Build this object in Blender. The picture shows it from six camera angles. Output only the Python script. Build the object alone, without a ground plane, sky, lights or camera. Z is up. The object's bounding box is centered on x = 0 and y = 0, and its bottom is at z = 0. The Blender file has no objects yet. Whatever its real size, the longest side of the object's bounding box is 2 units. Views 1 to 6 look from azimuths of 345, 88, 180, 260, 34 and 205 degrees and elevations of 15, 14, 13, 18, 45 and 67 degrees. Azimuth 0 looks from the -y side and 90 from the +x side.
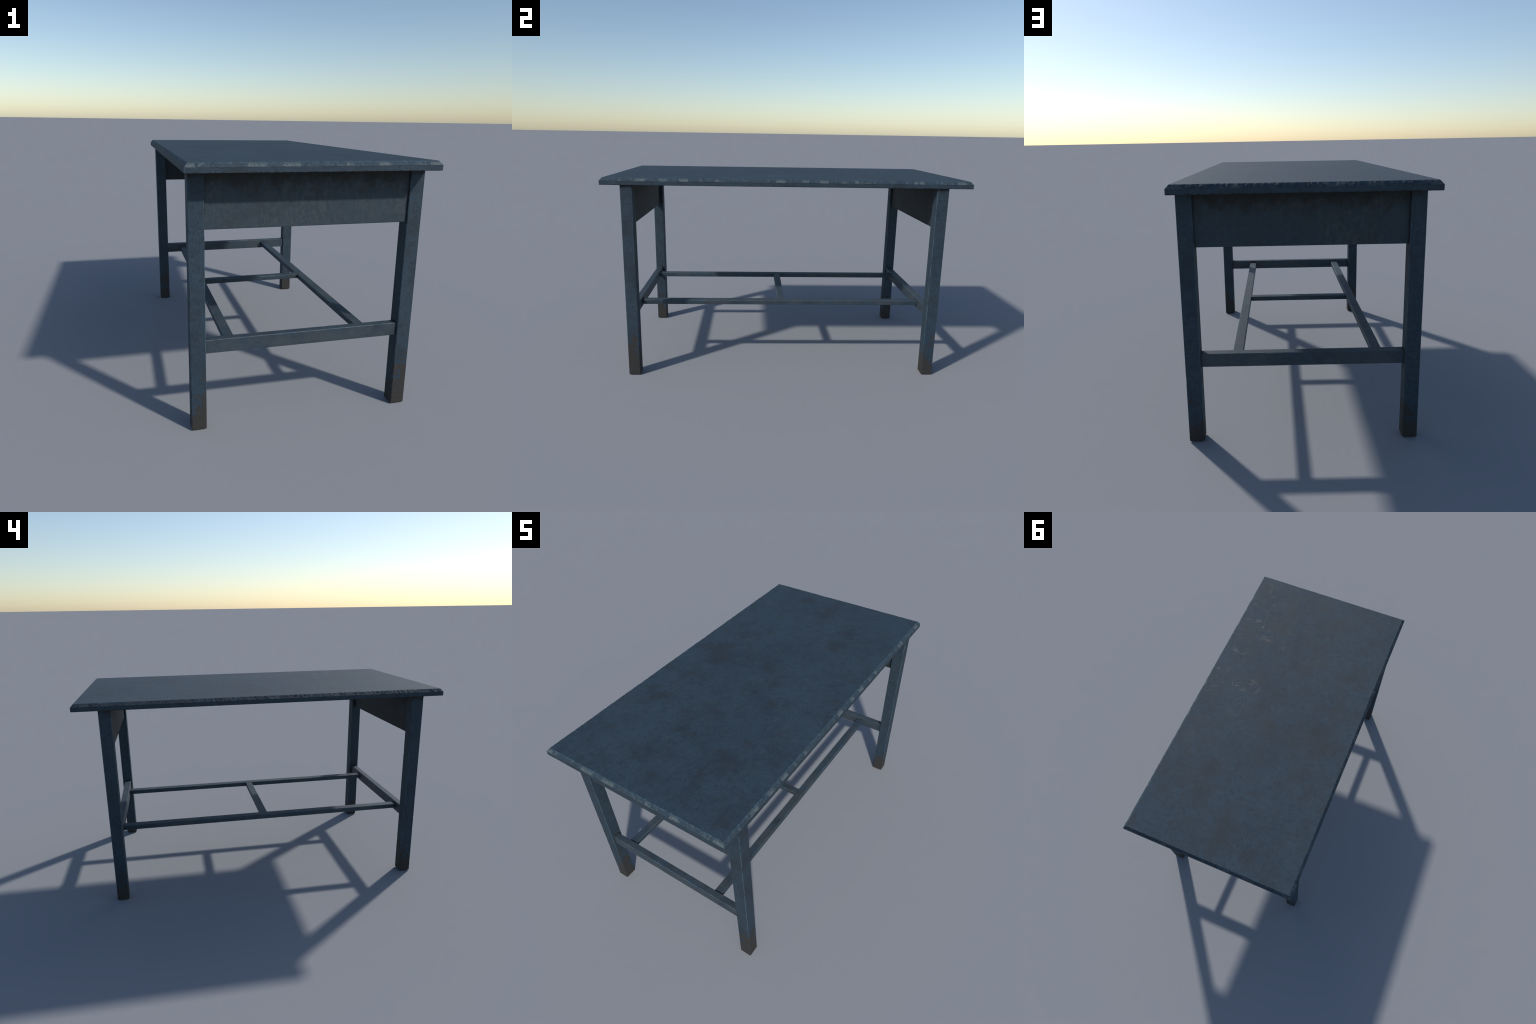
"""Worn blue-grey painted work table: chamfered slab top, four square legs,
two deep end aprons and an H-shaped stretcher frame with a middle rung."""
import bpy
from mathutils import Vector, noise

# ------------------------------------------------------------------ sizes (m)
HX, HY = 0.5145, 1.0                 # half size of the table top
Z_UNDER, Z_SIDE, Z_TOP = 1.093, 1.1155, 1.132
CHAMFER = 0.0145
LEG_X = [(-0.493, -0.4295), (0.4395, 0.5042)]
LEG_Y = [(-0.8957, -0.8310), (0.8100, 0.8727)]
APRON_Y = [(-0.8853, -0.8520), (0.8240, 0.8573)]
APRON_Z = (0.8662, Z_UNDER)
END_Y = [(-0.8845, -0.8480), (0.8180, 0.8578)]
END_Z = (0.3445, 0.4035)
LONG_X = [(-0.3430, -0.2985), (0.2620, 0.3065)]
LONG_Z = (0.3622, 0.3890)
MID_Y = (-0.0330, 0.0090)
MID_Z = (0.3632, 0.3883)


# ------------------------------------------------------------------ geometry
def fnoise(s, seed, freq):
    """Smooth 1-D noise in -1..1 along a length s."""
    return noise.noise(Vector((s * freq, seed * 7.31, seed * 3.17)))


def chip(s, seed):
    """Width of the worn arris: thin most of the way, now and then knocked."""
    a = 0.5 * fnoise(s, seed, 14) + 0.5 * fnoise(s, seed + 5, 55)
    k = max(0.0, fnoise(s, seed + 11, 24) - 0.28)
    return 0.0021 + 0.0007 * a + 0.0055 * k


def mesh_object(name, verts, faces, parent, mat, origin):
    o = Vector(origin)
    me = bpy.data.meshes.new(name)
    me.from_pydata([Vector(v) - o for v in verts], [], faces)
    me.validate()
    me.materials.append(mat)
    me.update()
    ob = bpy.data.objects.new(name, me)
    ob.location = o
    bpy.context.scene.collection.objects.link(ob)
    ob.parent = parent
    return ob


def beam(name, parent, mat, x, y, z, axis, seed, foot=False):
    """Squared timber between the limits x, y, z running along an axis, with
    four worn arrises cut as narrow uneven chamfers."""
    lim = [x, y, z]
    u_ax, v_ax = [a for a in (0, 1, 2) if a != axis]
    (u0, u1), (v0, v1), (s0, s1) = lim[u_ax], lim[v_ax], lim[axis]
    n = max(2, int((s1 - s0) / 0.008))
    stations = [s0 + (s1 - s0) * i / n for i in range(n + 1)]
    shrink = [0.0] * (n + 1)
    if foot:                                   # rubbed bottom edge of a leg
        stations = [s0, s0 + 0.0035] + stations[1:]
        shrink = [0.0035, 0.0] + [0.0] * n
    corners = [(0, 0), (1, 0), (1, 1), (0, 1)]
    verts, faces = [], []
    for s, sh in zip(stations, shrink):
        for k, (cu, cv) in enumerate(corners):
            b1, b2 = chip(s, seed + k), chip(s, seed + k + 20)
            uu = (u0 + sh, u1 - sh)[cu]
            vv = (v0 + sh, v1 - sh)[cv]
            du, dv = (b1, -b1)[cu], (b2, -b2)[cv]
            pair = [(uu, vv + dv), (uu + du, vv)]
            if (cu, cv) in ((1, 0), (0, 1)):
                pair.reverse()
            for pu, pv in pair:
                p = [0.0, 0.0, 0.0]
                p[u_ax], p[v_ax], p[axis] = pu, pv, s
                verts.append(p)
    m = 8
    for i in range(len(stations) - 1):
        for k in range(m):
            a, b = i * m + k, i * m + (k + 1) % m
            faces.append((a, b, b + m, a + m))
    last = (len(stations) - 1) * m
    faces.append(tuple(range(m - 1, -1, -1)))
    faces.append(tuple(last + k for k in range(m)))
    if axis == 1:                              # keep the winding outward
        faces = [tuple(reversed(f)) for f in faces]
    mid = [(a + b) / 2 for a, b in lim]
    mid[2] = lim[2][0]
    return mesh_object(name, verts, faces, parent, mat, mid)


def table_top(parent, mat):
    """Slab with a wide knocked-about chamfer round the upper edge."""
    step = 0.004
    sides = [((-1, -1), (1, -1), 2 * HX), ((1, -1), (1, 1), 2 * HY),
             ((1, 1), (-1, 1), 2 * HX), ((-1, 1), (-1, -1), 2 * HY)]
    samples, run = [], 0.0
    for (ax, ay), (bx, by), ln in sides:
        n = int(ln / step)
        for i in range(n):
            t = i / n
            # distance to the nearest corner fades the chips out there
            c = min(t, 1 - t) * ln
            samples.append((ax + (bx - ax) * t, ay + (by - ay) * t,
                            run + ln * t, min(1.0, c / 0.02)))
        run += ln

    def ragged(s):
        a = fnoise(s, 1, 38) * 0.5 + fnoise(s, 2, 110) * 0.5
        bite = max(0.0, fnoise(s, 3, 62) - 0.02) + 0.8 * max(0.0, fnoise(s, 8, 120))
        return 0.0010 * a + 0.0048 * bite

    def ring(i):
        out = []
        for px, py, s, f in samples:
            if i == 0:
                o, z = 0.0018, Z_UNDER
            elif i == 1:
                o = 0.0
                z = Z_UNDER + 0.0014 + 0.004 * f * max(0, fnoise(s, 9, 70) - 0.2)
            elif i == 2:
                o = 0.0
                z = Z_SIDE + f * (0.0014 * fnoise(s, 4, 45)
                                  - 0.003 * max(0, fnoise(s, 5, 28) - 0.15))
            elif i == 3:
                o = 0.0072 + f * (0.0016 * fnoise(s, 6, 60)
                                  + 0.0012 * fnoise(s, 7, 130))
                z = 1.1238
            elif i == 4:
                o = CHAMFER - 0.0022 + f * ragged(s) * 0.7
                z = Z_TOP - 0.0018
            elif i == 5:
                o, z = CHAMFER + f * ragged(s), Z_TOP
            else:
                o, z = 0.03, Z_TOP
            out.append((px * (HX - o), py * (HY - o), z))
        return out

    verts, faces = [], []
    n = len(samples)
    for i in range(7):
        verts += ring(i)
    for i in range(6):
        for k in range(n):
            a, b = i * n + k, i * n + (k + 1) % n
            faces.append((a, b, b + n, a + n))
    faces.append(tuple(range(n - 1, -1, -1)))
    faces.append(tuple(6 * n + k for k in range(n)))
    return mesh_object("tabletop", verts, faces, parent, mat, (0, 0, Z_UNDER))


# ----------------------------------------------------------------- materials
class Net:
    """Small helper for writing node trees as expressions."""

    def __init__(self, name):
        self.mat = bpy.data.materials.new(name)
        self.mat.use_nodes = True
        self.t = self.mat.node_tree
        self.t.nodes.clear()
        self.geo = self.t.nodes.new("ShaderNodeNewGeometry")
        self.pos = self.geo.outputs["Position"]
        s = self.t.nodes.new("ShaderNodeSeparateXYZ")
        self.t.links.new(self.pos, s.inputs[0])
        self.x, self.y, self.z = s.outputs
        s = self.t.nodes.new("ShaderNodeSeparateXYZ")
        self.t.links.new(self.geo.outputs["True Normal"], s.inputs[0])
        self.nx, self.ny, self.nz = s.outputs

    def put(self, sock, val):
        if isinstance(val, bpy.types.NodeSocket):
            self.t.links.new(val, sock)
        elif isinstance(val, (tuple, list)) and len(val) == 3 and sock.type == 'RGBA':
            sock.default_value = (*val, 1.0)
        else:
            sock.default_value = val

    def math(self, op, a, b=0.0, c=0.0, clamp=False):
        n = self.t.nodes.new("ShaderNodeMath")
        n.operation, n.use_clamp = op, clamp
        for s, v in zip(n.inputs, (a, b, c)):
            self.put(s, v)
        return n.outputs[0]

    def add(self, a, b): return self.math('ADD', a, b)
    def sub(self, a, b): return self.math('SUBTRACT', a, b)
    def mul(self, a, b): return self.math('MULTIPLY', a, b)
    def max(self, a, b): return self.math('MAXIMUM', a, b)
    def abs(self, a): return self.math('ABSOLUTE', a)

    def step(self, v, lo, hi, out0=0.0, out1=1.0):
        n = self.t.nodes.new("ShaderNodeMapRange")
        n.interpolation_type = 'SMOOTHSTEP'
        for i, val in enumerate((v, lo, hi, out0, out1)):
            self.put(n.inputs[i], val)
        return n.outputs[0]

    def box(self, v, centre, half, soft):
        d = self.abs(self.sub(v, centre))
        return self.step(d, half + soft, half - soft)

    def vec(self, sx, sy, sz, off=0.0, rot=0.0):
        n = self.t.nodes.new("ShaderNodeMapping")
        self.put(n.inputs[0], self.pos)
        n.inputs["Location"].default_value = (off, off * 1.7, off * 0.6)
        n.inputs["Rotation"].default_value = (0, 0, rot)
        n.inputs["Scale"].default_value = (sx, sy, sz)
        return n.outputs[0]

    def turned(self, angle, sx, sy, off):
        """Coordinates turned about z first and stretched afterwards."""
        v = self.vec(1, 1, 1, off, angle)
        n = self.t.nodes.new("ShaderNodeMapping")
        self.put(n.inputs[0], v)
        n.inputs["Scale"].default_value = (sx, sy, 1)
        return n.outputs[0]

    def noise(self, vec, scale, detail=4.0, rough=0.55, dist=0.0):
        n = self.t.nodes.new("ShaderNodeTexNoise")
        self.put(n.inputs["Vector"], vec)
        for k, v in (("Scale", scale), ("Detail", detail), ("Roughness", rough),
                     ("Distortion", dist)):
            n.inputs[k].default_value = v
        return n.outputs[0]

    def mix(self, f, a, b):
        n = self.t.nodes.new("ShaderNodeMix")
        n.data_type = 'RGBA'
        self.put(n.inputs["Factor"], f)
        self.put(n.inputs[6], a)
        self.put(n.inputs[7], b)
        return n.outputs[2]

    def scale(self, col, f):
        n = self.t.nodes.new("ShaderNodeVectorMath")
        n.operation = 'SCALE'
        self.put(n.inputs[0], col)
        self.put(n.inputs["Scale"], f)
        return n.outputs[0]

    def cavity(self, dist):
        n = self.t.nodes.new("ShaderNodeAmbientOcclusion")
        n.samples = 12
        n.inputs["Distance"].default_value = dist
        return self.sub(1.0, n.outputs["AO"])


BLUE = (0.0240, 0.0432, 0.0630)
BLUE_LIGHT = (0.0300, 0.0520, 0.0730)
BLUE_DEEP = (0.0150, 0.0420, 0.0740)
SMOKE = (0.0195, 0.0265, 0.0330)
EDGE_BLUE = (0.045, 0.098, 0.140)
CHALK = (0.092, 0.117, 0.126)
GRIME_SHADE = (0.017, 0.0145, 0.0115)  # dark brown for dirt and for painted-in occlusion
RUST = (0.047, 0.036, 0.026)
DIRT = (0.0365, 0.0320, 0.0265)


def painted(name, kind):
    m = Net(name)
    # --- mottled paint
    cloud = m.noise(m.vec(1, 1, 1, 3.0), 3.2, 6, 0.6)
    fine = m.noise(m.vec(1, 1, 1, 8.0), 26, 6, 0.7)
    col = m.mix(m.step(m.add(m.mul(cloud, 0.7), m.mul(fine, 0.3)), 0.36, 0.62),
                BLUE, BLUE_LIGHT)
    smoke = m.noise(m.vec(1, 1, 1, 14.0), 4.2, 9, 0.72)
    smoke_f = m.step(smoke, 0.46, 0.68)
    col = m.mix(m.mul(smoke_f, 0.75), col, SMOKE)
    blot = m.noise(m.vec(1, 1, 1, 23.0), 38, 5, 0.68)
    col = m.mix(m.mul(m.step(blot, 0.48, 0.64), 0.42), col, SMOKE)
    pale = m.noise(m.vec(1, 1, 1, 27.0), 15, 8, 0.74)
    col = m.mix(m.mul(m.step(pale, 0.52, 0.68), 0.30), col, (0.036, 0.058, 0.076))
    tea = m.noise(m.vec(1, 1, 1, 35.0), 6.5, 9, 0.76)
    col = m.mix(m.mul(m.step(tea, 0.50, 0.66), 0.34 if kind == 'top' else 0.20), col, (0.0285, 0.0315, 0.0340))
    # --- brushed cross-hatch grain in all three directions
    gx = m.noise(m.vec(9, 330, 330, 1.0), 1.0, 2)
    gy = m.noise(m.vec(330, 9, 330, 2.0), 1.0, 2)
    gz = m.noise(m.vec(330, 330, 9, 5.0), 1.0, 2)
    grain = m.math('MULTIPLY_ADD', m.add(m.add(gx, gy), gz), 0.333, 0.0)
    speck = m.noise(m.vec(1, 1, 1, 4.0), 160, 3, 0.7)
    shade = m.math('MULTIPLY_ADD', m.sub(grain, 0.5), 1.4, 1.0)
    shade = m.math('MULTIPLY_ADD', m.sub(speck, 0.5), 1.15, shade)
    col = m.scale(col, shade)
    rough = m.math('MULTIPLY_ADD', m.sub(grain, 0.5), 0.5, 0.73)
    rough = m.math('MULTIPLY_ADD', smoke_f, -0.06, rough)
    # --- worn arrises: faces whose normal is not along an axis
    axial = m.max(m.max(m.abs(m.nx), m.abs(m.ny)), m.abs(m.nz))
    arris = m.step(axial, 0.985, 0.93)

    strength = 0.35
    if kind == 'top':
        col, rough, relief, strength = top_layers(m, col, rough, grain, fine)
    else:
        along = m.noise(m.vec(1, 1, 1, 21.0), 34, 3, 0.6)
        worn = m.step(along, 0.50, 0.64)
        line = m.mix(worn, EDGE_BLUE, CHALK)
        gaps = m.step(m.noise(m.vec(1, 1, 1, 33.0), 20, 3), 0.36, 0.50)
        col = m.mix(m.mul(arris, m.mul(gaps, 0.8)), col, line)
        relief = m.add(m.mul(grain, 0.6), m.mul(fine, 0.9))
        if kind == 'apron':
            # inner face darker and bluer: its shade is put into the colour
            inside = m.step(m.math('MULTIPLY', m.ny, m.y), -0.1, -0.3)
            # greyed, weathered face: pale speckle and upright hair lines
            rub = m.noise(m.vec(52, 52, 36, 6.0), 1.0, 5, 0.68)
            rub_area = m.step(m.noise(m.vec(1, 1, 1, 61.0), 3.6, 4, 0.6), 0.40, 0.60)
            hair = m.noise(m.vec(210, 210, 5, 66.0), 1.0, 3, 0.6)
            col = m.mix(0.35, col, (0.040, 0.054, 0.062))
            col = m.mix(m.mul(m.step(rub, 0.44, 0.62), m.math('MULTIPLY_ADD', rub_area, 0.55, 0.10)),
                        col, (0.060, 0.067, 0.073))
            col = m.scale(col, m.math('MULTIPLY_ADD', m.sub(hair, 0.5), 0.32, 0.98))
            top_dirt_shade = m.add(m.mul(m.sub(m.z, 1.093), 9.0),
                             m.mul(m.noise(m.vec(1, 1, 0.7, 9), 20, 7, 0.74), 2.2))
            col = m.mix(m.step(top_dirt_shade, 0.12, 1.10, 0.0, 0.76), col, GRIME_SHADE)  # band under the slab: dirt plus the slab's shade painted in
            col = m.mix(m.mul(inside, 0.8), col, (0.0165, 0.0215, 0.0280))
        if kind == 'rail':
            rub = m.noise(m.vec(1, 1, 1, 6.0), 9, 6, 0.7)
            col = m.mix(m.step(rub, 0.42, 0.64, 0.10, 0.6), col,
                        (0.057, 0.064, 0.069))
            col = m.scale(col, 1.08)
            rough = m.sub(rough, 0.14)
        if kind == 'leg':
            # mud and rust climbing from the foot, ragged islands of paint
            lump = m.noise(m.vec(1, 1, 0.7, 17.0), 11, 6, 0.66)
            lump2 = m.noise(m.vec(1, 1, 1, 29.0), 55, 5, 0.70)
            h = m.add(m.mul(m.sub(0.150, m.z), 3.5),
                      m.add(m.mul(m.sub(lump, 0.5), 3.9),
                            m.mul(m.sub(lump2, 0.5), 2.4)))
            h = m.add(h, m.step(m.z, 0.09, 0.03, 0.0, 0.55))
            low = m.step(m.z, 0.33, 0.22)
            mud = m.mul(m.step(h, -0.22, 0.28), low)
            near = m.mul(m.step(h, -0.70, 0.05), low)
            col = m.mix(m.mul(near, 0.5), col, BLUE_DEEP)
            brown = m.mix(m.mul(m.step(m.z, 0.10, 0.22),
                                m.step(lump2, 0.42, 0.6)), DIRT, RUST)
            brown = m.scale(brown, m.math('MULTIPLY_ADD', m.sub(speck, 0.5), 1.3, 1.0))
            col = m.mix(m.mul(mud, 0.88), col, brown)
            rough = m.add(rough, m.mul(mud, 0.15))
            relief = m.sub(relief, m.mul(mud, 0.5))
            top_dirt_shade = m.add(m.mul(m.sub(m.z, 1.093), 14.0), m.mul(fine, 1.6))
            col = m.mix(m.step(top_dirt_shade, 0.2, 0.95, 0.0, 0.8), col, GRIME_SHADE)  # leg tops darkened: dirt together with painted shade of the slab

    # --- joint rust and grime, with ambient occlusion painted into the colour
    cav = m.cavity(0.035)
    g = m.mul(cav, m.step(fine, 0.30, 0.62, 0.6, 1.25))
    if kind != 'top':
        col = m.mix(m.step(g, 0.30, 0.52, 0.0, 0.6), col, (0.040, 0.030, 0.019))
        col = m.mix(m.step(g, 0.45, 0.62, 0.0, 0.9), col, GRIME_SHADE)

    bump = m.t.nodes.new("ShaderNodeBump")
    m.put(bump.inputs["Strength"], strength)
    bump.inputs["Distance"].default_value = 0.0012
    m.put(bump.inputs["Height"], relief)
    p = m.t.nodes.new("ShaderNodeBsdfPrincipled")
    m.put(p.inputs["Base Color"], col)
    m.put(p.inputs["Roughness"], rough)
    p.inputs["Specular IOR Level"].default_value = 0.32
    m.t.links.new(bump.outputs[0], p.inputs["Normal"])
    out = m.t.nodes.new("ShaderNodeOutputMaterial")
    m.t.links.new(p.outputs[0], out.inputs[0])
    return m.mat


def top_layers(m, col, rough, grain, fine):
    """Everything that only the table top carries."""
    flat = m.step(m.nz, 0.90, 0.97)
    # pitted spots gathered in one worn area and thinly elsewhere
    gather = m.mul(m.box(m.x, -0.06, 0.06, 0.16), m.box(m.y, -0.63, 0.05, 0.16))
    pits = m.noise(m.vec(1, 1, 1, 41.0), 30, 5, 0.62, 0.6)
    pit_f = m.mul(m.step(pits, 0.51, 0.63), m.math('MULTIPLY_ADD', gather, 0.62, 0.10))
    col = m.mix(m.mul(pit_f, flat), col, (0.0155, 0.0205, 0.0235))
    # larger dark smudges left by long use
    smudge = None
    for sx, sy, r in ((0.03, -0.39, 0.05), (0.04, -0.10, 0.06), (0.28, -0.69, 0.05),
                      (-0.35, -0.43, 0.04), (0.23, 0.48, 0.06), (0.09, -0.02, 0.05),
                      (0.20, 0.64, 0.05), (-0.29, 0.02, 0.06)):
        d = m.math('SQRT', m.add(m.math('POWER', m.abs(m.sub(m.x, sx)), 2.0),
                                 m.math('POWER', m.abs(m.sub(m.y, sy)), 2.0)))
        one = m.step(m.add(d, m.mul(m.sub(fine, 0.5), 0.16)), r * 1.5, r * 0.2)
        smudge = one if smudge is None else m.max(smudge, one)
    col = m.mix(m.mul(m.mul(smudge, flat), 0.30), col, (0.0165, 0.0205, 0.0230))
    # hairline scratches, mostly along the +x side: smoother, slightly paler
    area = m.mul(m.step(m.x, 0.02, 0.40), m.box(m.y, -0.30, 0.45, 0.25))
    area = m.math('MULTIPLY_ADD', area, 0.55, 0.20)
    patch = m.step(m.noise(m.vec(1, 1, 1, 50.0), 7, 3), 0.42, 0.58)
    lines = None
    for k, (rot, sc) in enumerate(((0.3, 15), (1.2, 18), (2.2, 14), (2.75, 20), (1.75, 12))):
        n = m.noise(m.turned(rot, 1.0, 0.14, 60.0 + 9 * k), sc, 2, 0.5)
        hair = m.step(m.abs(m.sub(n, 0.5)), 0.013, 0.003)
        keep = m.step(m.noise(m.vec(1, 1, 1, 80.0 + 5 * k), 13, 2), 0.50, 0.62)
        hair = m.mul(hair, keep)
        lines = hair if lines is None else m.max(lines, hair)
    scuff = m.mul(m.step(m.noise(m.vec(1, 1, 1, 57.0), 30, 6, 0.75), 0.55, 0.72), 0.3)
    scr = m.mul(m.mul(m.max(lines, scuff), m.mul(area, patch)), flat)
    col = m.mix(m.mul(scr, 0.28), col, (0.070, 0.070, 0.070))
    rough = m.math('MULTIPLY_ADD', scr, -0.26, rough)

    # --- the chamfer: knocked paint showing chalky undercoat
    band = m.mul(m.step(m.z, 1.1135, 1.1165), m.sub(1.0, flat))
    low = m.step(m.z, 1.1295, 1.1225)
    side_x = m.step(m.abs(m.nx), m.sub(m.abs(m.ny), 0.02), m.add(m.abs(m.ny), 0.02))
    run_y = m.math('FLOORED_MODULO', m.add(m.y, 1.0), 0.747)
    run_x = m.math('FLOORED_MODULO', m.add(m.x, 0.5145), 0.747)
    blots_y = m.max(m.max(m.box(run_y, 0.212, 0.026, 0.008),
                          m.box(run_y, 0.443, 0.024, 0.003)),
                    m.max(m.box(run_y, 0.675 - 0.055, 0.011, 0.004),
                          m.mul(m.box(run_y, 0.340, 0.020, 0.012), 0.8)))
    blots_x = m.max(m.max(m.box(run_x, 0.022, 0.020, 0.006),
                          m.box(run_x, 0.262, 0.032, 0.010)),
                    m.max(m.box(run_x, 0.400, 0.034, 0.006),
                          m.mul(m.box(run_x, 0.632, 0.014, 0.006), 0.8)))
    sel = m.t.nodes.new("ShaderNodeMix")
    m.put(sel.inputs[0], side_x)
    m.put(sel.inputs[2], blots_x)
    m.put(sel.inputs[3], blots_y)
    blots = sel.outputs[0]
    rag = m.noise(m.vec(120, 120, 75, 70.0), 1.0, 4, 0.68)
    rag2 = m.noise(m.vec(30, 30, 25, 75.0), 1.0, 3, 0.6)
    chalk = m.step(m.add(m.mul(rag, 0.5), m.add(m.mul(rag2, 0.5), m.mul(blots, 0.145))),
                   0.53, 0.62)
    rim = m.noise(m.vec(52, 52, 52, 95.0), 1.0, 3, 0.6)
    rim_f = m.mul(m.step(m.abs(m.sub(rim, 0.5)), 0.035, 0.012), m.step(rag2, 0.38, 0.52))
    chalk = m.max(m.mul(chalk, 1.2), m.mul(rim_f, 0.35))
    upper = m.math('MULTIPLY_ADD', low, 0.65, 0.35)
    # rear and -x edges face away from the sun: chalk dimmed as painted shade
    shade_side = m.max(m.step(m.ny, 0.2, 0.5), m.step(m.nx, -0.2, -0.5))
    chalk = m.mul(m.mul(chalk, upper), m.mul(band, m.math('MULTIPLY_ADD', shade_side, -0.45, 1.0)))
    col = m.mix(m.mul(band, 0.55), col, BLUE_LIGHT)
    col = m.mix(m.mul(chalk, 0.8), col, CHALK)
    # bright blue line where paint breaks at the upper arris and at the corners
    lip = m.mul(m.mul(m.step(m.z, 1.1275, 1.1300), m.sub(1.0, flat)),
                m.step(rag2, 0.40, 0.55))
    col = m.mix(m.mul(lip, 0.6), col, EDGE_BLUE)
    ex, ey = m.sub(HX, m.abs(m.x)), m.sub(HY, m.abs(m.y))
    mitre = m.mul(m.step(m.abs(m.sub(ex, ey)), 0.0032, 0.0012),
                  m.step(m.max(ex, ey), 0.017, 0.014))
    col = m.mix(m.mul(mitre, 0.7), col, EDGE_BLUE)
    # dark nicks along the bottom edge, with occlusion painted in
    nick_shade = m.mul(m.step(m.z, 1.0995, 1.0955),
                 m.step(m.noise(m.vec(60, 60, 40, 90.0), 1.0, 3), 0.47, 0.56))
    col = m.mix(m.mul(nick_shade, 0.75), col, (0.009, 0.012, 0.015))
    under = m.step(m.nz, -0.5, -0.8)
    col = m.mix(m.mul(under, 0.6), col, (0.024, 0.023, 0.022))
    relief = m.add(m.mul(grain, 0.9), m.mul(fine, 0.5))
    relief = m.add(relief, m.mul(m.mul(m.add(rag, rim_f), band), 3.5))
    strength = m.math('MULTIPLY_ADD', m.mul(band, m.math('MULTIPLY_ADD', shade_side, 0.35, 0.30)), 1.0, 0.35)
    return col, rough, relief, strength


# --------------------------------------------------------------------- build
def build():
    root = bpy.data.objects.new("work_table", None)
    bpy.context.scene.collection.objects.link(root)
    root["label"] = "long worn blue-grey painted work table with stretchers"
    root["category"] = "table"

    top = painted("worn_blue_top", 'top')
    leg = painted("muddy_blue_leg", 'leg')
    apron = painted("grimy_shaded_blue_apron", 'apron')
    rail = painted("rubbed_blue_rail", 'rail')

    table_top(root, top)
    seed = 1
    for y in LEG_Y:
        for x in LEG_X:
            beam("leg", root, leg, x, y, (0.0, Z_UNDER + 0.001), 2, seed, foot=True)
            seed += 41
    inner_x = (LEG_X[0][1] - 0.004, LEG_X[1][0] + 0.004)
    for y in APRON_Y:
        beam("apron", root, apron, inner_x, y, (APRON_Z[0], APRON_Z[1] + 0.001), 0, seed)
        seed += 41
    for y in END_Y:
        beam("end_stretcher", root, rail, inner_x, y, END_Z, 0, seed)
        seed += 41
    inner_y = (END_Y[0][1] - 0.004, END_Y[1][0] + 0.004)
    for x in LONG_X:
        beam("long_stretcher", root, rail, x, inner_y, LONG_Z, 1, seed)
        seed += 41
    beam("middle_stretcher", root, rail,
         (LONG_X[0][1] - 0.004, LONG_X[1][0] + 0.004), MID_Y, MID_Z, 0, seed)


build()
